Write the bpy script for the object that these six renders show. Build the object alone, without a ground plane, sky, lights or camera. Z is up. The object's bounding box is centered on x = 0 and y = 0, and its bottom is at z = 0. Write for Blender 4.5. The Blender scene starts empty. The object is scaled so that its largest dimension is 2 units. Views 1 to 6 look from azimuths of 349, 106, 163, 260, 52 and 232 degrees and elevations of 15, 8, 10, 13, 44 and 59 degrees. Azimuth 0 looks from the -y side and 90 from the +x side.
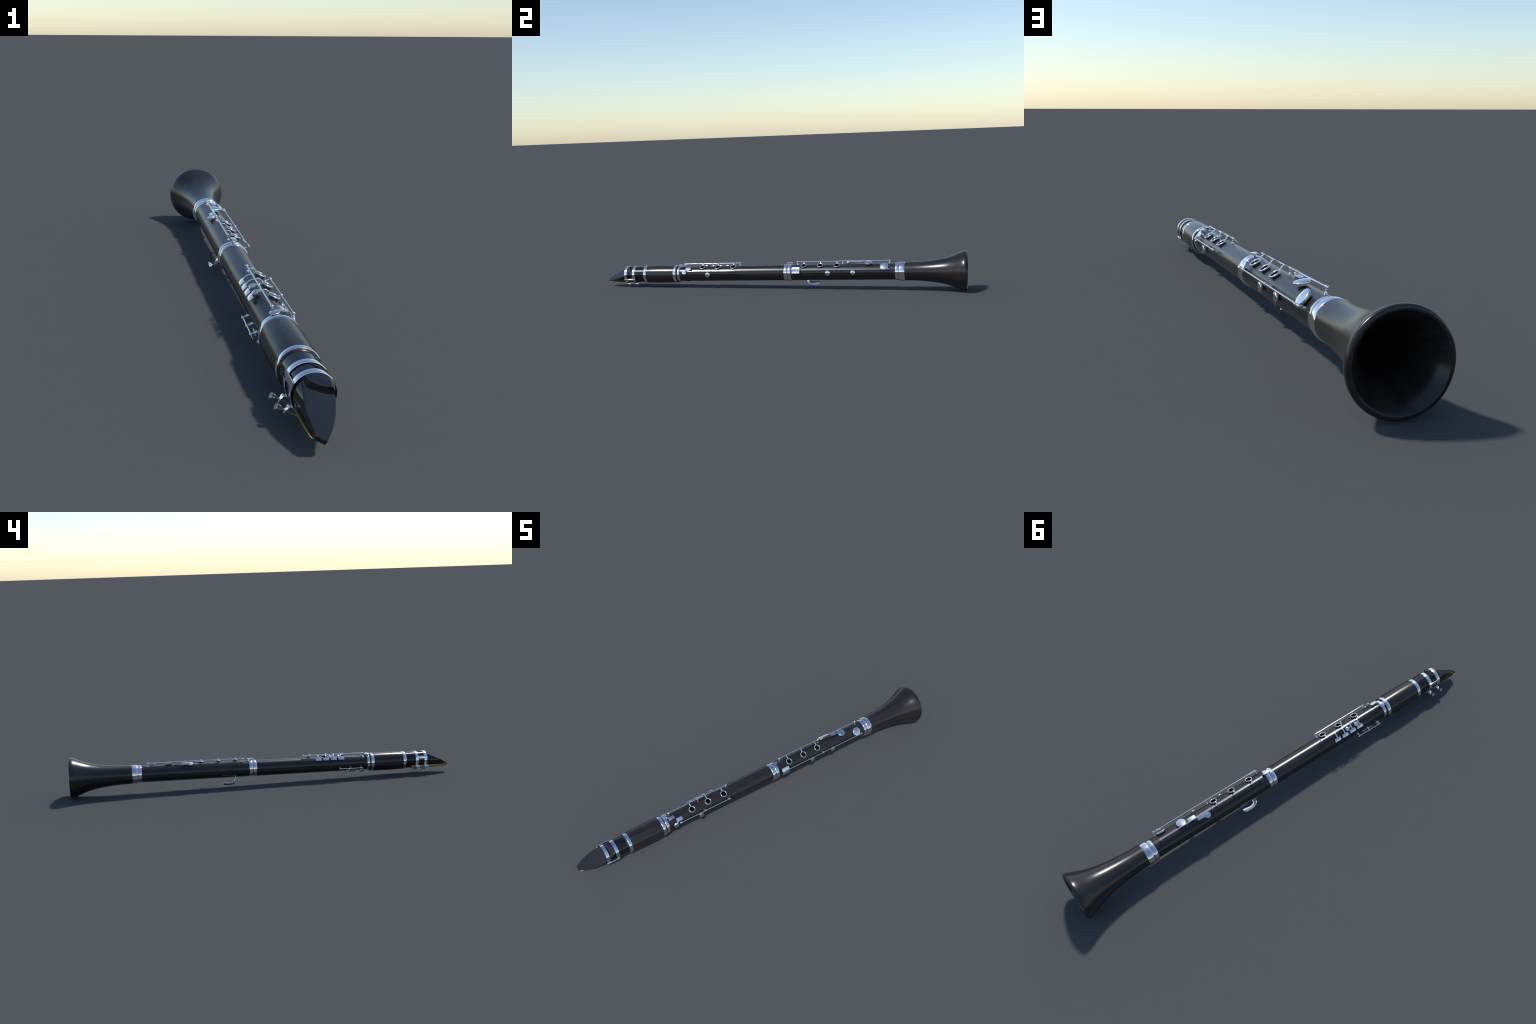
# A clarinet lying on its bell and ligature screws, rolled 30 degrees about its own axis.
# Everything is modelled in the clarinet's frame (x across, y along the bore from the
# mouthpiece tip to the bell, z towards the row of ring keys) and laid down at the end.
import bpy, bmesh, math
from math import sin, cos, pi, radians, sqrt
from mathutils import Vector, Matrix

# ------------------------------------------------------------------ placement
TILT = math.atan(0.0188)                       # mouthpiece end lies lower than the bell
LAY = (Matrix.Translation((0, 0, 0.0840)) @ Matrix.Rotation(TILT, 4, 'X')
       @ Matrix.Rotation(radians(30), 4, 'Y'))

# ------------------------------------------------------------------ materials
def node_material(name):
    m = bpy.data.materials.new(name)
    m.use_nodes = True
    nt = m.node_tree
    return m, nt, nt.nodes['Principled BSDF']

def add(nt, kind, **props):
    n = nt.nodes.new(kind)
    for k, v in props.items():
        setattr(n, k, v)
    return n

def ramp(nt, stops):
    r = add(nt, 'ShaderNodeValToRGB')
    el = r.color_ramp.elements
    el[0].position, el[0].color = stops[0][0], (*stops[0][1], 1)
    el[1].position, el[1].color = stops[-1][0], (*stops[-1][1], 1)
    for p, c in stops[1:-1]:
        e = el.new(p)
        e.color = (*c, 1)
    return r

def streaks(nt, scale, detail=3.0, rough=0.55, turned=False):
    """noise drawn out along the bore: wood or cane fibres (turned=True follows the lathe surface)"""
    tc = add(nt, 'ShaderNodeTexCoord')
    vec = tc.outputs['Object']
    if turned:
        sep = add(nt, 'ShaderNodeSeparateXYZ')
        flat = add(nt, 'ShaderNodeCombineXYZ')
        unit = add(nt, 'ShaderNodeVectorMath', operation='NORMALIZE')
        size = add(nt, 'ShaderNodeVectorMath', operation='SCALE')
        size.inputs['Scale'].default_value = 0.045
        along = add(nt, 'ShaderNodeCombineXYZ')
        both = add(nt, 'ShaderNodeVectorMath', operation='ADD')
        L = nt.links.new
        L(vec, sep.inputs[0])
        L(sep.outputs['X'], flat.inputs['X'])
        L(sep.outputs['Z'], flat.inputs['Z'])
        L(flat.outputs[0], unit.inputs[0])
        L(unit.outputs[0], size.inputs[0])
        L(sep.outputs['Y'], along.inputs['Y'])
        L(size.outputs[0], both.inputs[0])
        L(along.outputs[0], both.inputs[1])
        vec = both.outputs[0]
    mp = add(nt, 'ShaderNodeMapping')
    mp.inputs['Scale'].default_value = scale
    nz = add(nt, 'ShaderNodeTexNoise')
    nz.inputs['Scale'].default_value = 1.0
    nz.inputs['Detail'].default_value = detail
    nz.inputs['Roughness'].default_value = rough
    nt.links.new(vec, mp.inputs['Vector'])
    nt.links.new(mp.outputs['Vector'], nz.inputs['Vector'])
    return nz.outputs['Fac']

def wood_material():
    m, nt, b = node_material('grenadilla_wood')
    broad = streaks(nt, (95, 2.6, 95), 3.0, 0.5, True)
    fine = streaks(nt, (420, 7.0, 420), 2.0, 0.5, True)
    mix = add(nt, 'ShaderNodeMix', data_type='FLOAT')
    mix.inputs[0].default_value = 0.22
    nt.links.new(broad, mix.inputs[2])
    nt.links.new(fine, mix.inputs[3])
    r = ramp(nt, [(0.30, (0.0105, 0.0093, 0.0092)), (0.48, (0.0158, 0.0132, 0.0126)),
                  (0.60, (0.0230, 0.0177, 0.0161)), (0.75, (0.0320, 0.0236, 0.0209))])
    nt.links.new(mix.outputs[0], r.inputs['Fac'])
    nt.links.new(r.outputs['Color'], b.inputs['Base Color'])
    rr = add(nt, 'ShaderNodeMapRange')
    rr.inputs['To Min'].default_value = 0.22
    rr.inputs['To Max'].default_value = 0.28
    nt.links.new(mix.outputs[0], rr.inputs['Value'])
    nt.links.new(rr.outputs['Result'], b.inputs['Roughness'])
    bump = add(nt, 'ShaderNodeBump')
    bump.inputs['Strength'].default_value = 0.04
    bump.inputs['Distance'].default_value = 0.0006
    nt.links.new(fine, bump.inputs['Height'])
    nt.links.new(bump.outputs['Normal'], b.inputs['Normal'])
    b.inputs['Specular IOR Level'].default_value = 0.5
    return m

def metal_material():
    m, nt, b = node_material('silver_plate')
    tc = add(nt, 'ShaderNodeTexCoord')
    nz = add(nt, 'ShaderNodeTexNoise')
    nz.inputs['Scale'].default_value = 60.0
    nz.inputs['Detail'].default_value = 3.0
    nt.links.new(tc.outputs['Object'], nz.inputs['Vector'])
    r = ramp(nt, [(0.3, (0.80, 0.80, 0.815)), (0.7, (0.86, 0.86, 0.87))])
    nt.links.new(nz.outputs['Fac'], r.inputs['Fac'])
    nt.links.new(r.outputs['Color'], b.inputs['Base Color'])
    b.inputs['Metallic'].default_value = 1.0
    b.inputs['Roughness'].default_value = 0.1
    return m

def ebonite_material():
    m, nt, b = node_material('ebonite')
    tc = add(nt, 'ShaderNodeTexCoord')
    nz = add(nt, 'ShaderNodeTexNoise')
    nz.inputs['Scale'].default_value = 30.0
    nt.links.new(tc.outputs['Object'], nz.inputs['Vector'])
    r = ramp(nt, [(0.35, (0.0055, 0.0055, 0.006)), (0.7, (0.008, 0.008, 0.0085))])
    nt.links.new(nz.outputs['Fac'], r.inputs['Fac'])
    nt.links.new(r.outputs['Color'], b.inputs['Base Color'])
    b.inputs['Roughness'].default_value = 0.08
    return m

def cane_material():
    m, nt, b = node_material('cane')
    f = streaks(nt, (300, 6.0, 300))
    r = ramp(nt, [(0.3, (0.50, 0.33, 0.095)), (0.7, (0.68, 0.47, 0.17))])
    nt.links.new(f, r.inputs['Fac'])
    nt.links.new(r.outputs['Color'], b.inputs['Base Color'])
    b.inputs['Roughness'].default_value = 0.45
    return m

def pad_material():
    m, nt, b = node_material('pad_leather')
    tc = add(nt, 'ShaderNodeTexCoord')
    nz = add(nt, 'ShaderNodeTexNoise')
    nz.inputs['Scale'].default_value = 400.0
    nt.links.new(tc.outputs['Object'], nz.inputs['Vector'])
    r = ramp(nt, [(0.3, (0.55, 0.47, 0.36)), (0.7, (0.72, 0.63, 0.50))])
    nt.links.new(nz.outputs['Fac'], r.inputs['Fac'])
    nt.links.new(r.outputs['Color'], b.inputs['Base Color'])
    b.inputs['Roughness'].default_value = 0.6
    return m

WOOD, METAL, EBONITE, CANE, PAD = (wood_material(), metal_material(), ebonite_material(),
                                   cane_material(), pad_material())

# ------------------------------------------------------------------ mesh tools
def to_mesh(bm, name, mat, angle=35):
    bmesh.ops.remove_doubles(bm, verts=bm.verts, dist=1e-6)
    bmesh.ops.recalc_face_normals(bm, faces=bm.faces)
    me = bpy.data.meshes.new(name)
    bm.to_mesh(me)
    bm.free()
    me.polygons.foreach_set('use_smooth', [True] * len(me.polygons))
    me.set_sharp_from_angle(angle=radians(angle))
    me.materials.append(mat)
    return me

def joined(bms):
    out = bmesh.new()
    for b in bms:
        bmesh.ops.recalc_face_normals(b, faces=b.faces)
        tmp = bpy.data.meshes.new('tmp')
        b.to_mesh(tmp)
        b.free()
        out.from_mesh(tmp)
        bpy.data.meshes.remove(tmp)
    return out

def loft(sections, closed=True, caps=True):
    """skin a list of equally long point loops"""
    bm = bmesh.new()
    rows = [[bm.verts.new(p) for p in s] for s in sections]
    n = len(rows[0])
    for a, b in zip(rows, rows[1:]):
        for i in range(n if closed else n - 1):
            j = (i + 1) % n
            bm.faces.new((a[i], a[j], b[j], b[i]))
    if caps:
        bm.faces.new(rows[0])
        bm.faces.new(rows[-1])
    return bm

def lathe(profile, segs=96, axis='Y', ring=False):
    """revolve (along, radius) pairs; ring=True joins last profile point to the first"""
    def pt(a, r, k):
        t = 2 * pi * k / segs
        if axis == 'Y':
            return (r * sin(t), a, r * cos(t))
        return (r * cos(t), r * sin(t), a)
    secs = [[pt(a, max(r, 1e-5), k) for k in range(segs)] for a, r in profile]
    if ring:
        secs.append(secs[0])
        bm = loft(secs, caps=False)
        bmesh.ops.remove_doubles(bm, verts=bm.verts, dist=1e-7)
        return bm
    return loft(secs)

def spline(pts, n):
    """Catmull-Rom through pts, n points per span"""
    P = [Vector(p) for p in pts]
    P = [2 * P[0] - P[1]] + P + [2 * P[-1] - P[-2]]
    out = []
    for i in range(1, len(P) - 2):
        a, b, c, d = P[i - 1], P[i], P[i + 1], P[i + 2]
        for k in range(n):
            t = k / n
            out.append(0.5 * (2 * b + (c - a) * t + (2 * a - 5 * b + 4 * c - d) * t * t
                              + (3 * b - a - 3 * c + d) * t ** 3))
    out.append(P[-2])
    return out

def profile_spline(pts, n=8):
    return [(v.x, v.y) for v in spline([(a, r, 0) for a, r in pts], n)]

def sweep(path, half_w, half_h, up, n=12, power=2.0):
    """strap or tube with a (super)elliptic section; half_w may vary along the path"""
    secs = []
    m = len(path)
    for i, p in enumerate(path):
        t = (path[min(i + 1, m - 1)] - path[max(i - 1, 0)]).normalized()
        u = up(p) if callable(up) else Vector(up)
        side = t.cross(u).normalized()
        u = side.cross(t).normalized()
        w = half_w(i / (m - 1)) if callable(half_w) else half_w
        sec = []
        for k in range(n):
            a = 2 * pi * k / n
            ca, sa = cos(a), sin(a)
            e = 2.0 / power
            x = math.copysign(abs(ca) ** e, ca) * w
            y = math.copysign(abs(sa) ** e, sa) * half_h
            sec.append(p + side * x + u * y)
        secs.append(sec)
    return loft(secs)

def slab(w, l, h, r=0.0012, bend=None):
    """rounded flat touch piece, w across (x), l along (y), top at z=0, with eased edges"""
    bm = bmesh.new()
    bmesh.ops.create_cube(bm, size=1.0)
    for v in bm.verts:
        v.co = Vector((v.co.x * w, v.co.y * l, (v.co.z - 0.5) * h))
    bmesh.ops.bevel(bm, geom=list(bm.edges), offset=min(r, h * 0.3), segments=2,
                    affect='EDGES', profile=0.6)
    return bm

def radial(phi):
    return Vector((sin(phi), 0, cos(phi)))

def on_body(y, phi, r, spin=0.0, lean=0.0):
    """frame on the tube: x around it, y along it, z outward (phi in degrees from the ring keys)"""
    f = radians(phi)
    m = Matrix(((cos(f), 0, sin(f), r * sin(f)), (0, 1, 0, y),
                (-sin(f), 0, cos(f), r * cos(f)), (0, 0, 0, 1)))
    return m @ Matrix.Rotation(radians(spin), 4, 'Z') @ Matrix.Rotation(radians(lean), 4, 'Y')

def pos(y, phi, r):
    f = radians(phi)
    return Vector((r * sin(f), y, r * cos(f)))

outward = lambda p: Vector((p.x, 0, p.z)).normalized()

# ------------------------------------------------------------------ the thing and its parts
ROOT = bpy.data.objects.new('clarinet', None)
bpy.context.scene.collection.objects.link(ROOT)
ROOT['label'] = 'black wooden clarinet with silver keys and cane reed'
ROOT['category'] = 'clarinet'

def part(name, mesh, frame=None, parent=None):
    o = bpy.data.objects.new(name, mesh)
    bpy.context.scene.collection.objects.link(o)
    o.parent = parent or ROOT
    world = LAY @ (frame or Matrix())
    o.matrix_parent_inverse = Matrix()
    o['_w'] = 0
    del o['_w']
    if parent:
        o.matrix_local = WORLD[parent.name].inverted() @ world
    else:
        o.matrix_local = world
    WORLD[o.name] = world
    return o
WORLD = {}

# ---- bell ----------------------------------------------------------------
flare = [(0.6855, 0.0472), (0.71, 0.0478), (0.74, 0.0486), (0.77, 0.0504), (0.80, 0.0532),
         (0.825, 0.0562), (0.85, 0.0599), (0.875, 0.0648), (0.90, 0.0708), (0.92, 0.0769),
         (0.94, 0.0842), (0.957, 0.0914), (0.97, 0.0967), (0.979, 0.0998), (0.9845, 0.1012)]
lip = [(0.9885, 0.1021), (0.9925, 0.1020), (0.9954, 0.1008), (0.9972, 0.0988), (0.9979, 0.0955),
       (0.9978, 0.0922), (0.9971, 0.0911)]
bore = [(0.9900, 0.0860), (0.975, 0.0757), (0.955, 0.0650), (0.93, 0.0545), (0.90, 0.0455), (0.85, 0.0360),
        (0.78, 0.0285), (0.69, 0.0240)]
bell = lathe(profile_spline(flare, 5) + profile_spline(lip, 4) + profile_spline(bore, 5), 128)
part('bell', to_mesh(bell, 'bell', WOOD, 60))

# ---- joints with bored tone holes ---------------------------------------------
RING_Y_UP = (-0.4178, -0.3285, -0.2397)
RING_Y_LOW = (0.1540, 0.2435, 0.3325)

def joint(name, profile, holes, bore_r=0.019, hole_r=0.0112):
    y0, y1 = profile[0][0], profile[-1][0]
    body = profile_spline(profile, 6)
    tube = lathe(body + [(y1, bore_r), (y0, bore_r)], 128, ring=True)
    me = to_mesh(tube, name, WOOD)
    o = bpy.data.objects.new('tmp_body', me)
    bpy.context.scene.collection.objects.link(o)
    cuts = []
    for y in holes:
        c = lathe([(0.012, hole_r), (0.060, hole_r)], 48, axis='Z')
        bmesh.ops.translate(c, verts=c.verts, vec=(0, y, 0))
        cuts.append(c)
    cm = to_mesh(joined(cuts), 'tmp_cut', WOOD)
    co = bpy.data.objects.new('tmp_cut', cm)
    bpy.context.scene.collection.objects.link(co)
    mod = o.modifiers.new('holes', 'BOOLEAN')
    mod.operation, mod.solver, mod.object = 'DIFFERENCE', 'EXACT', co
    dg = bpy.context.evaluated_depsgraph_get()
    out = bpy.data.meshes.new_from_object(o.evaluated_get(dg))
    out.name = name
    out.polygons.foreach_set('use_smooth', [True] * len(out.polygons))
    out.set_sharp_from_angle(angle=radians(35))
    bpy.data.objects.remove(o)
    bpy.data.objects.remove(co)
    return part(name, out)

R_UP = lambda y: 0.0395 + (y + 0.55) * (0.0415 - 0.0395) / 0.6
R_LOW = lambda y: 0.0413 + (y - 0.085) * (0.0424 - 0.0413) / 0.55
joint('upper_joint', [(-0.566, R_UP(-0.55)), (-0.4, R_UP(-0.4)), (-0.2, R_UP(-0.2)), (0.052, R_UP(0.05))], RING_Y_UP)
joint('lower_joint', [(0.075, R_LOW(0.085)), (0.25, R_LOW(0.25)), (0.45, R_LOW(0.45)), (0.645, R_LOW(0.64))], RING_Y_LOW)

# ---- barrel -----------------------------------------------------------------
barrel = [(-0.7700, 0.0430), (-0.7696, 0.0435), (-0.7654, 0.0465)] + profile_spline([(-0.7640, 0.0465), (-0.745, 0.0468), (-0.71, 0.0482),
                         (-0.66, 0.0486), (-0.62, 0.0483), (-0.585, 0.0475), (-0.5690, 0.0463), (-0.5658, 0.0455)], 5)
part('barrel', to_mesh(lathe([(-0.7700, 0.030)] + barrel + [(-0.5658, 0.030)], 128), 'barrel', WOOD))

# ---- metal ferrules -----------------------------------------------------------
def ferrule(y0, y1, r, crown=0.0010):
    w = y1 - y0
    e = 0.0011
    prof = [(y0, r - 0.006), (y0, r - 0.0018), (y0 + 0.0005, r - 0.0008), (y0 + e, r - 0.0001)]
    prof += [(y0 + w * k / 8, r + crown * (1 - (2 * k / 8 - 1) ** 2)) for k in range(2, 7)]
    prof += [(y1 - e, r - 0.0001), (y1 - 0.0005, r - 0.0008), (y1, r - 0.0018), (y1, r - 0.006)]
    return part('ferrule', to_mesh(lathe(prof, 128), 'ferrule', METAL, 50))

for y0, y1, r, c in ((-0.7648, -0.7480, 0.0474, 0.0006), (-0.5870, -0.5700, 0.0477, 0.0008),
                     (-0.5660, -0.5495, 0.0428, 0.0006), (0.0455, 0.0651, 0.0431, 0.0008),
                     (0.0665, 0.0855, 0.0431, 0.0008), (0.6385, 0.6568, 0.0452, 0.0007),
                     (0.6578, 0.6878, 0.0483, 0.0007)):
    ferrule(y0, y1, r, c)

# ---- mouthpiece -----------------------------------------------------------------
R_MP = 0.0431
TABLE = -0.0391                         # flat the reed lies on
BEAK0, BEAK1 = (-0.8332, 0.0391), (-1.0006, -0.0313)

def pchip(knots, x):
    if x <= knots[0][0]:
        return knots[0][1]
    for (a, fa), (b, fb) in zip(knots, knots[1:]):
        if x <= b:
            t = (x - a) / (b - a)
            return fa + (fb - fa) * t
    return knots[-1][1]

BEAK_HALF = [(-1.0006, 0.0130), (-0.9915, 0.0167), (-0.97, 0.0254), (-0.95, 0.0317), (-0.932, 0.0353),
             (-0.915, 0.0372), (-0.90, 0.0377), (-0.885, 0.0372), (-0.87, 0.0357), (-0.86, 0.0338), (-0.85, R_MP)]
TABLE_HALF = [(-1.0006, 0.0118), (-0.97, 0.0142), (-0.93, 0.0162), (-0.88, 0.0175), (-0.84, 0.0180)]

def mouthpiece_section(y):
    """closed loop: beak flat (or crown), right flank, table, left flank"""
    ht = BEAK1[1] + (y - BEAK1[0]) * (BEAK0[1] - BEAK1[1]) / (BEAK0[0] - BEAK1[0])
    on_circle = lambda x: sqrt(R_MP ** 2 - x * x)
    if y > BEAK0[0]:                     # low shoulder where the beak flat meets the round shank
        ht += 0.0046 * min(1.0, (y - BEAK0[0]) / 0.0022)
    chord = on_circle(ht) if ht < R_MP else 0
    wt = max(min(chord, pchip(BEAK_HALF, y)), 0.012)
    edge = min(ht, on_circle(wt))
    wb = pchip(TABLE_HALF, y)
    hb = TABLE if y < -0.787 else -on_circle(wb)
    nt, ns, nb = 24, 44, 14
    pts = []
    soft = min(0.0016, wt * 0.1)         # eased corner between the flat and the flanks
    for k in range(nt + 1):
        x = (wt - soft) * (2 * k / nt - 1)
        pts.append((x, y, min(ht, on_circle(x))))
    a0, r0 = math.atan2(wt, edge), sqrt(wt * wt + edge * edge)
    a1, r1 = math.atan2(wb, hb), sqrt(wb * wb + hb * hb)
    def flank(q):
        a, r = a0 + (a1 - a0) * q, r0 + (r1 - r0) * q ** 2
        return r * sin(a), r * cos(a)
    q0 = soft / max(abs(a1 - a0) * R_MP, 1e-4)
    fx, fz = flank(q0)
    mx, mz = (0.5 * wt + 0.25 * (wt - soft + fx), 0.5 * edge + 0.25 * (min(ht, on_circle(wt - soft)) + fz))
    pts.append((mx, y, mz))
    for k in range(ns):
        x, z = flank(q0 + (1 - q0) * k / ns)
        pts.append((x, y, z))
    for k in range(nb):
        x = wb * (1 - 2 * k / nb)
        pts.append((x, y, hb if y < -0.787 else -on_circle(x)))
    for k in range(ns):
        x, z = flank(1 - (1 - q0) * k / ns)
        pts.append((-x, y, z))
    pts.append((-fx, y, fz))
    pts.append((-mx, y, mz))
    return [Vector(p) for p in pts]

stations = [-1.0006 + 0.0046 * k for k in range(36)] + [-0.8333, -0.8331, -0.8322, -0.8315, -0.8309, -0.8305, -0.82, -0.80, -0.7872, -0.7866, -0.76, -0.75]
part('mouthpiece', to_mesh(loft([mouthpiece_section(y) for y in sorted(stations)]), 'mouthpiece', EBONITE, 28))

# ---- reed -------------------------------------------------------------------------
REED_HALF = [(-0.9950, 0.0148), (-0.9943, 0.0164), (-0.9920, 0.0174), (-0.9850, 0.0184), (-0.9700, 0.0200), (-0.9550, 0.0209),
             (-0.92, 0.0214), (-0.87, 0.0210), (-0.80, 0.0200)]

def reed_section(y):
    t = (y + 0.9950) / (0.9950 - 0.800)               # 0 at the tip, 1 at the butt
    half = pchip(REED_HALF, y)
    top = -0.0393
    thick = 0.0018 + 0.0068 * min(1.0, max(0.0, (t - 0.02) / 0.62)) ** 0.85
    n = 20
    up = [Vector((half * (2 * k / n - 1), y, top)) for k in range(n + 1)]
    low = []
    for k in range(n + 1):
        u = 1 - 2 * k / n
        low.append(Vector((half * u, y, top - 0.0008 - (thick - 0.0008) * (1 - abs(u) ** 2.4))))
    return up + low
part('reed', to_mesh(loft([reed_section(-0.9950 + 0.1950 * (k / 40) ** 1.15) for k in range(41)]), 'reed', CANE, 40))

# ---- ligature ------------------------------------------------------------------------
lig = part('ligature', to_mesh(joined([
    # two bands open over the reed, tied by a bar on either flank
    sweep([pos(y, -152 + 304 * k / 72, 0.0452) for k in range(73)], 0.0081, 0.0011, outward, 12, 6.0)
    for y in (-0.8730, -0.8254)]), 'ligature', METAL, 40))
for s in (-1, 1):
    bar = slab(0.0135, 0.0645, 0.0040, 0.0005)
    part('bar', to_mesh(bar, 'bar', METAL, 20), on_body(-0.8495, s * 94.0, 0.0480, 0, s * 11), lig)
lug_path = [(0.0195, -0.0408, 0.0078), (0.0270, -0.0432, 0.0078), (0.0285, -0.0450, 0.0076), (0.0290, -0.0500, 0.0062),
            (0.0291, -0.0555, 0.0044), (0.0291, -0.0590, 0.0036), (0.0291, -0.0603, 0.0018)]
for y in (-0.8730, -0.8254):
    for s in (-1, 1):
        # flange turned out from the band, then a tab bent down to take the screw
        secs = []
        for i, (t, h, w) in enumerate(lug_path):
            f, l = lug_path[min(i + 1, len(lug_path) - 1)], lug_path[max(i - 1, 0)]
            n = Vector((-(f[1] - l[1]), 0, f[0] - l[0])).normalized() * 0.0011
            c = [Vector((t + e * n.x, y + d * w, h + e * n.z)) for e, d in ((1, -1), (1, 1), (-1, 1), (-1, -1))]
            secs.append([Vector((s * p.x, p.y, p.z)) for p in c])
        part('lug', to_mesh(loft(secs), 'lug', METAL, 30), None, lig)
    # screw lies across, its flat thumb head on the -x side
    shaft = lathe([(-0.045, 0.0001), (-0.045, 0.0020), (0.031, 0.0020), (0.0335, 0.0012), (0.0335, 0.0001)], 16, axis='Z')
    head = lathe([(-0.0515, 0.0001), (-0.0515, 0.0064), (-0.0506, 0.0073), (-0.0432, 0.0073), (-0.0424, 0.0066),
                  (-0.0420, 0.0042), (-0.0385, 0.0036), (-0.0335, 0.0036), (-0.0325, 0.0028), (-0.0325, 0.0001)], 28, axis='Z')
    nut = lathe([(0.0220, 0.0001), (0.0220, 0.0048), (0.0230, 0.0056), (0.0292, 0.0056), (0.0304, 0.0046), (0.0304, 0.0001)], 24, axis='Z')
    turn = Matrix.Translation((0, y - 0.0006, -0.0543)) @ Matrix.Rotation(radians(90), 4, 'Y')
    part('screw', to_mesh(joined([shaft, head, nut]), 'screw', METAL, 40), turn, lig)

# ---- key work: shared pieces ------------------------------------------------------------
def post_mesh(h, name='post'):
    """pillar standing on the wood, ball of radius .004 centred at height h"""
    prof = [(-0.002, 0.0001), (-0.002, 0.0040), (0.0004, 0.0040), (0.0008, 0.0037), (h * 0.5, 0.0034),
            (h - 0.0060, 0.0037), (h - 0.0054, 0.0022), (h - 0.0040, 0.0022)]
    prof += [(h - 0.0047 * cos(a), 0.0047 * sin(a)) for a in [radians(28 + 152 * k / 12) for k in range(13)]]
    return to_mesh(lathe(prof, 24, axis='Z'), name, METAL, 40)

def rod_mesh(y0, y1, r, tips=True):
    L = y1 - y0
    prof = [(-0.0085, 0.0001), (-0.0080, 0.0009), (-0.0040, 0.0024), (0, 0.0024), (0, r), (L, r), (L, 0.0024), (L + 0.0040, 0.0024), (L + 0.0080, 0.0009), (L + 0.0085, 0.0001)]
    return to_mesh(lathe(prof, 20), 'rod', METAL, 40)

def axle(posts, phi, r0, r1, body_r, thick=0.0022):
    """steel held by pillars, from radius r0 at the first pillar to r1 at the last"""
    y0, y1 = posts[0], posts[-1]
    r_at = lambda y: r0 + (r1 - r0) * (y - y0) / (y1 - y0)
    part('rod', rod_mesh(y0, y1, thick), Matrix.Translation(pos(y0, phi, r0))
         @ (Vector((0, 1, 0)).rotation_difference(pos(y1, phi, r1) - pos(y0, phi, r0))).to_matrix().to_4x4())
    for y in posts:
        h = round(r_at(y) - body_r(y), 4)
        if h not in POSTS:
            POSTS[h] = post_mesh(h)
        part('post', POSTS[h], on_body(y, phi, body_r(y)))
    return r_at
POSTS = {}
PHI_L, PHI_R = -38.0, 38.6
rl_up = axle((-0.5285, -0.3685, -0.2075), PHI_L, 0.0536, 0.0545, R_UP)
rr_up = axle((-0.4935, -0.3592, -0.2240), PHI_R, 0.0550, 0.0556, R_UP)
rl_low = axle((0.1163, 0.3602, 0.6062), PHI_L - 1, 0.0562, 0.0577, R_LOW)
rr_low = axle((0.1020, 0.3531, 0.6062), PHI_R, 0.0567, 0.0580, R_LOW)
axle((-0.5105, -0.4546, -0.3985), -139.5, 0.0547, 0.0539, R_UP)

collar = to_mesh(lathe([(-0.0035, 0.0020), (-0.0025, 0.0036), (0.0025, 0.0036), (0.0035, 0.0020)], 20), 'collar', METAL, 40)
for y in (0.3892, 0.4138):
    part('collar', collar, Matrix.Translation(pos(y, PHI_L - 1, rl_low(y) + 0.0008)))

# ---- ring keys over the finger holes ---------------------------------------------------------
def ring_bmesh(R=0.0141, w=0.0024, h=0.0030):
    secs = []
    for k in range(48):
        a = 2 * pi * k / 48
        c = Vector((cos(a), sin(a), 0))
        secs.append([c * (R + w * cos(b)) + Vector((0, 0, h * sin(b))) for b in [2 * pi * j / 14 for j in range(14)]])
    secs.append(secs[0])
    bm = loft(secs, caps=False)
    bmesh.ops.remove_doubles(bm, verts=bm.verts, dist=1e-7)
    return bm

def ring_key(name, y, phi, r, rod_phi, rod_r):
    frame = on_body(y, phi, r)
    o = part(name, RINGS.setdefault('ring', to_mesh(ring_bmesh(), 'ring_key', METAL, 60)), frame)
    s = -1 if rod_phi < phi else 1
    edge = frame @ Vector((s * 0.0146, 0.0012, 0.0004))
    start = pos(y, rod_phi, rod_r)
    mid1 = pos(y, rod_phi + (phi - rod_phi) * 0.16, rod_r + 0.0030)
    mid2 = pos(y + 0.0002, rod_phi + (phi - rod_phi) * 0.36, rod_r - 0.0004)
    arm = sweep(spline([start, mid1, mid2, edge], 6), 0.0025, 0.0017, outward, 12, 3.0)
    part('arm', to_mesh(arm, 'arm', METAL, 50), None, o)
RINGS = {}
for y in RING_Y_UP:
    ring_key('ring_key', y, 0, 0.0450, PHI_L, rl_up(y))
for y in RING_Y_LOW:
    ring_key('ring_key', y, 0, 0.0463, PHI_L - 1, rl_low(y))

# raised rims of the finger holes, standing inside the rings
rim = to_mesh(lathe([(0.0, 0.0112), (0.0, 0.0130), (0.0066, 0.0122), (0.0072, 0.0119), (0.0072, 0.0115), (0.0066, 0.0112)], 48,
                    axis='Z', ring=True), 'tone_hole', WOOD, 40)
for y in RING_Y_UP:
    part('tone_hole', rim, on_body(y, 0, R_UP(y) - 0.0022))
for y in RING_Y_LOW:
    part('tone_hole', rim, on_body(y, 0, R_LOW(y) - 0.0022))

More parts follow.
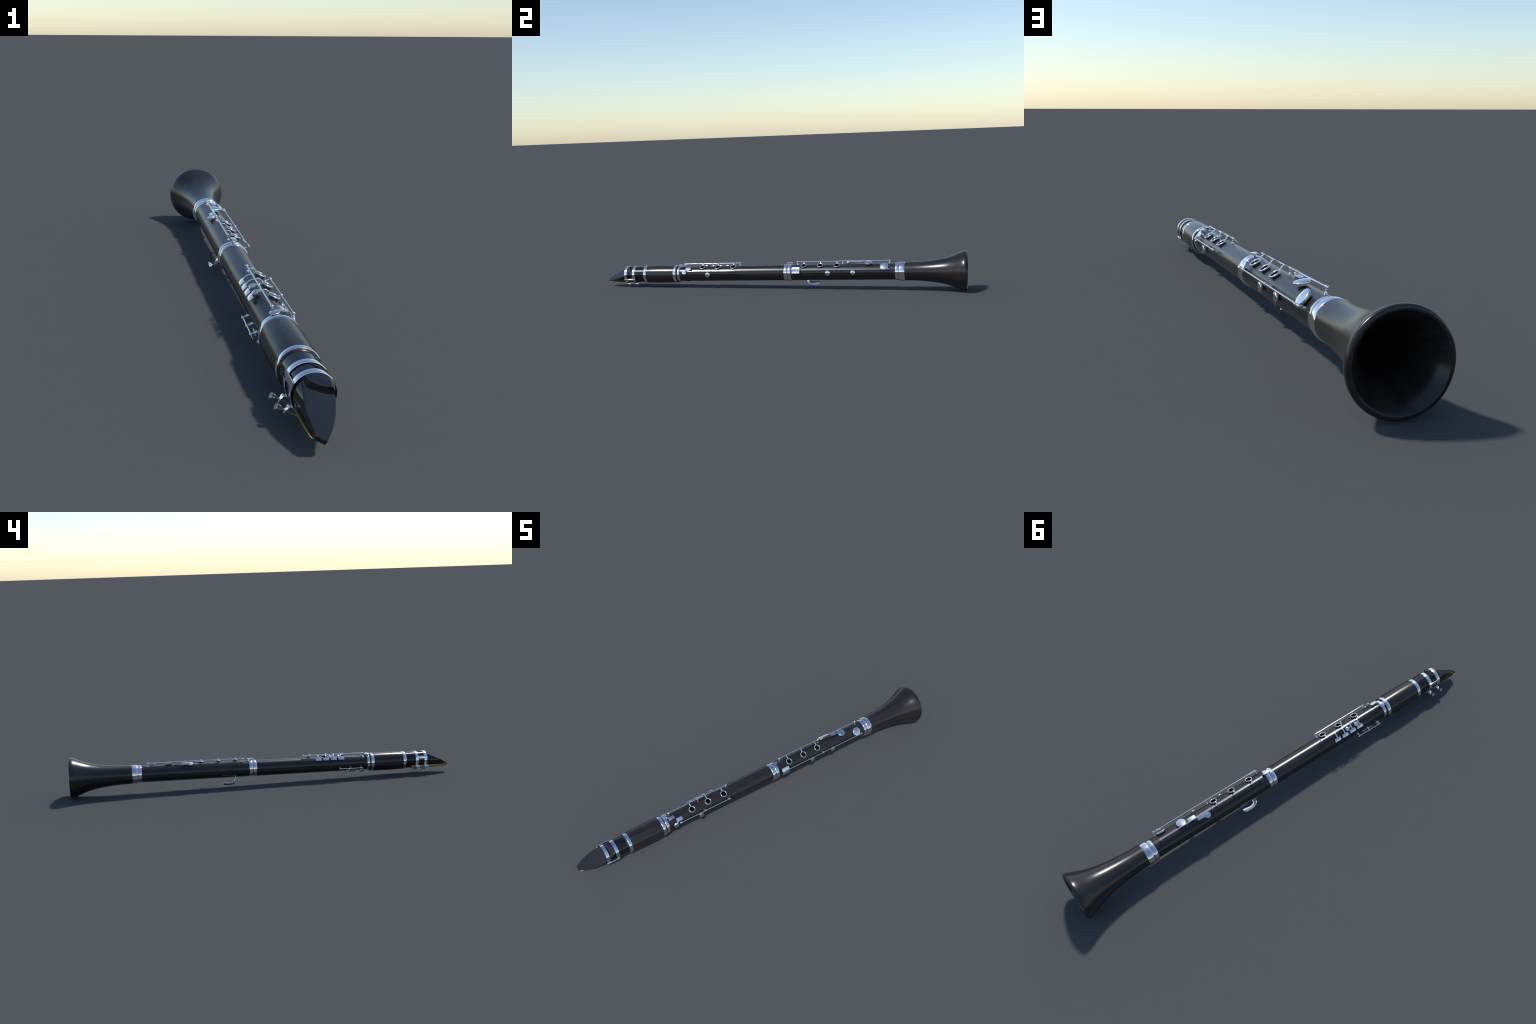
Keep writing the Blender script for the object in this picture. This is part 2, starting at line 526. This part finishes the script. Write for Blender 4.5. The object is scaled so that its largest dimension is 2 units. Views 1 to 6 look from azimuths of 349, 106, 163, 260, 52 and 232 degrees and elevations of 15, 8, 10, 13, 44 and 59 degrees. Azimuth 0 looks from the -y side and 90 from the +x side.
# ---- padded cups ------------------------------------------------------------------------------
def cup_mesh(R, dome=0.0024, h=0.0034):
    """domed key cup, rim at z=0 and crown at z=h+dome; leather pad hangs below"""
    prof = [(0.0, 0.0001), (0.0, R - 0.0008), (0.0006, R), (h - 0.0010, R), (h, R - 0.0006)]
    prof += [(h + dome * (1 - (1 - k / 8) ** 2), (R - 0.0006) * (1 - k / 8)) for k in range(1, 8)]
    prof.append((h + dome, 0.0001))
    return to_mesh(lathe(prof, 40, axis='Z'), 'cup', METAL, 50)

def cup(y, phi, r_top, R, name='key_cup', lean=0.0, dome=0.0024, h=0.0034, pad=0.0034):
    """r_top is the height of the rim edge of the crown"""
    frame = on_body(y, phi, r_top - h, 0, lean)
    o = part(name, cup_mesh(R, dome, h), frame)
    p = lathe([(-pad, 0.0001), (-pad, R * 0.72), (-pad + 0.0008, R * 0.84), (-0.0008, R * 0.90), (0.0002, R * 0.90), (0.0002, 0.0001)], 36, axis='Z')
    part('pad', to_mesh(p, 'pad', PAD, 50), frame, o)
    return o

# left-hand throat and register cups
reg = cup(-0.5537, -38.0, 0.0496, 0.0131, dome=0.0022, h=0.0022, pad=0.0024)
lev = cup(-0.5183, 44.5, 0.0494, 0.0132)
trill = cup(-0.3812, 60.8, 0.0500, 0.0138)
domes = [cup(-0.3466, -53.5, 0.0500, 0.0102, dome=0.0040, h=0.0022), cup(-0.3940, -55.0, 0.0500, 0.0102, dome=0.0040, h=0.0022)]
# right-hand cups
big = [cup(0.4985, -18.5, 0.0535, 0.0207, dome=0.0026, h=0.0040, pad=0.0050),
       cup(0.5838, 17.5, 0.0525, 0.0222, dome=0.0030, h=0.0040, pad=0.0046)]
flat = cup(0.3895, -53.5, 0.0532, 0.0139, dome=0.0010, h=0.0042, pad=0.0044)
side = [cup(0.2873, 57.5, 0.0505, 0.0138), cup(0.4206, 55.5, 0.0505, 0.0134)]

def link(points, w, h, parent, power=3.0, n=6, up=outward, name='arm'):
    return part(name, to_mesh(sweep(spline(points, n), w, h, up, 14, power), name, METAL, 50), None, parent)

def claw(o, y, phi, r, rod_phi, rod_r, w=0.0026):
    """curved finger from the axle onto the crown of a cup"""
    d = phi - rod_phi
    link([pos(y, rod_phi + 1, rod_r - 0.0004), pos(y, rod_phi + d * 0.25, r + 0.0020), pos(y, rod_phi + d * 0.55, r + 0.0026),
          pos(y, rod_phi + d * 0.85, r + 0.0022), pos(y, rod_phi + d * 1.05, r + 0.0006)], lambda q: w * (1 - 0.4 * q), 0.0013, o)
claw(trill, -0.3812, 60.8, 0.0500, PHI_R, rr_up(-0.3812))
claw(side[0], 0.2873, 57.5, 0.0505, PHI_R, rr_low(0.2873))
claw(side[1], 0.4206, 55.5, 0.0505, PHI_R, rr_low(0.4206))
# big cups are carried from the rim by short collars on the axles
link([pos(0.5000, PHI_L - 1, rl_low(0.5000) - 0.001), pos(0.5000, -34, 0.0540), pos(0.4990, -27, 0.0520)], 0.0030, 0.0014, big[0])
link([pos(0.5880, PHI_R, rr_low(0.5880) - 0.001), pos(0.5880, 34, 0.0535), pos(0.5860, 27, 0.0512)], 0.0030, 0.0014, big[1])
fork = to_mesh(lathe([(-0.0040, 0.0018), (-0.0032, 0.0040), (0.0032, 0.0040), (0.0040, 0.0018)], 20), 'collar', METAL, 40)
part('collar', fork, Matrix.Translation(pos(0.5885, PHI_R + 1.0, rr_low(0.5885))))

# ---- touch pieces ----------------------------------------------------------------------------------
def touch(y, phi, r, w, l, spin=0.0, h=0.0026, name='touch_piece'):
    return part(name, to_mesh(slab(w, l, h, 0.0006), name, METAL, 20), on_body(y, phi, r, spin))

# four side trill levers
for y in (-0.4062, -0.3656, -0.3240, -0.2826):
    o = touch(y, -74.8, 0.0502, 0.0152, 0.0310, name='side_key')
    link([pos(y, PHI_L, rl_up(y)), pos(y, -46, 0.0552), pos(y, -55, 0.0548), pos(y, -63, 0.0528), pos(y, -68, 0.0506), pos(y, -72, 0.0492)],
         0.0027, 0.0012, o)
for o, y, ya in ((domes[0], -0.3466, -0.3656), (domes[1], -0.3940, -0.4062)):
    link([pos(ya + 0.001, -51, 0.0534), pos((y + ya) / 2, -53, 0.0522), pos(y - 0.004, -54, 0.0512)], 0.0026, 0.0012, o)

# throat A key beside the register cup
a_key = touch(-0.5288, -5.8, 0.0505, 0.0160, 0.0312, 8.0)
link([pos(-0.5540, -27, 0.0505), pos(-0.5480, -19, 0.0513), pos(-0.5405, -12, 0.0500), pos(-0.530, -8, 0.0494)], 0.0038, 0.0013, a_key)
part('saddle', to_mesh(slab(0.0070, 0.0080, 0.0090, 0.0008), 'saddle', METAL, 20), on_body(-0.5240, -6, 0.0484), a_key)
# throat G sharp key
g_key = touch(-0.4958, 17.8, 0.0502, 0.0166, 0.0312)
link([pos(-0.5010, 24, 0.0492), pos(-0.5085, 30, 0.0506), pos(-0.5140, 36, 0.0522), pos(-0.5170, 42, 0.0514)], 0.0036, 0.0013, g_key)
part('saddle', to_mesh(slab(0.0070, 0.0080, 0.0090, 0.0008), 'saddle', METAL, 20), on_body(-0.4930, 18, 0.0482), g_key)

# bridge lever over the middle tenon
bridge = touch(0.0768, -25.4, 0.0534, 0.0152, 0.0330, 1.5)
part('saddle', to_mesh(slab(0.0060, 0.0080, 0.0090, 0.0008), 'saddle', METAL, 20), on_body(0.0800, -24, 0.0515), bridge)

# right-hand little-finger plates
p2 = touch(0.4546, -28.0, 0.0553, 0.0152, 0.0350)
link([pos(0.4540, -30, 0.0536), pos(0.4540, PHI_L - 1, rl_low(0.4540))], 0.0040, 0.0013, p2)
p1 = touch(0.4165, -47.0, 0.0545, 0.0152, 0.0370)
link([pos(0.408, -49, 0.0535), pos(0.396, -51, 0.0545), pos(0.3895, -52.5, 0.0548)], 0.0066, 0.0011, p1)
link([pos(0.4138, PHI_L - 1, rl_low(0.4138)), pos(0.4138, -44, 0.0545)], 0.0026, 0.0013, p1)

# curved little-finger plate wrapped round the tube under the right axle
secs = []
for k in range(19):
    a = radians(19.6 + 38.6 * k / 18)
    n = radial(a)
    secs.append([Vector((0, 0.0946, 0)) + n * 0.0557, Vector((0, 0.1364, 0)) + n * 0.0557,
                 Vector((0, 0.1364, 0)) + n * 0.0533, Vector((0, 0.0946, 0)) + n * 0.0533])
wrap = loft(secs)
part('wrap_plate', to_mesh(wrap, 'wrap_plate', METAL, 40))
ball = to_mesh(lathe([(0.0042 * -cos(pi * k / 12), max(0.0042 * sin(pi * k / 12), 1e-4)) for k in range(13)], 20), 'knob', METAL, 60)
part('knob', ball, Matrix.Translation(pos(0.1125, PHI_R, rr_low(0.1125) + 0.0008)))

# ---- thumb rest ---------------------------------------------------------------------------------------
hook_path = [Vector((0, y, -r)) for y, r in ((0.1563, 0.0395), (0.1566, 0.0520), (0.1582, 0.0625), (0.1637, 0.0720),
                                             (0.1732, 0.0783), (0.1870, 0.0817), (0.2045, 0.0812), (0.2232, 0.0786))]
fine = spline(hook_path, 6)
secs = []
for i, p in enumerate(fine):
    t = (fine[min(i + 1, len(fine) - 1)] - fine[max(i - 1, 0)]).normalized()
    n = Vector((0, -t.z, t.y))
    line = [(2 * k / 16 - 1) for k in range(17)]          # strap dished across its width
    mid = [p + Vector((0.0158 * u, 0, 0)) + n * (0.0036 * u * u) for u in line]
    lean = [(n - Vector((0.42 * u, 0, 0))).normalized() * 0.0018 for u in line]
    secs.append([q + d for q, d in zip(mid, lean)] + [q - d for q, d in reversed(list(zip(mid, lean)))])
part('thumb_rest', to_mesh(loft(secs), 'thumb_rest', METAL, 50))

# ---- thumb ring and register lever on the underside ------------------------------------------------------
ring_key('thumb_ring', -0.4470, -180, 0.0437, -139.5, 0.0546)
regl = touch(-0.4740, -170, 0.0482, 0.0170, 0.0260, name='register_lever')
link([pos(-0.4780, -139.5, 0.0546), pos(-0.4780, -150, 0.0535), pos(-0.4770, -164, 0.0470)], 0.0030, 0.0012, regl)
reg_cup = cup(-0.5205, -174, 0.0505, 0.0122, dome=0.0016, h=0.0050, pad=0.0028)
link([pos(-0.5160, -139.5, 0.0546), pos(-0.5225, -143, 0.0556), pos(-0.5240, -154, 0.0540), pos(-0.5215, -167, 0.0518)], 0.0028, 0.0013, reg_cup)
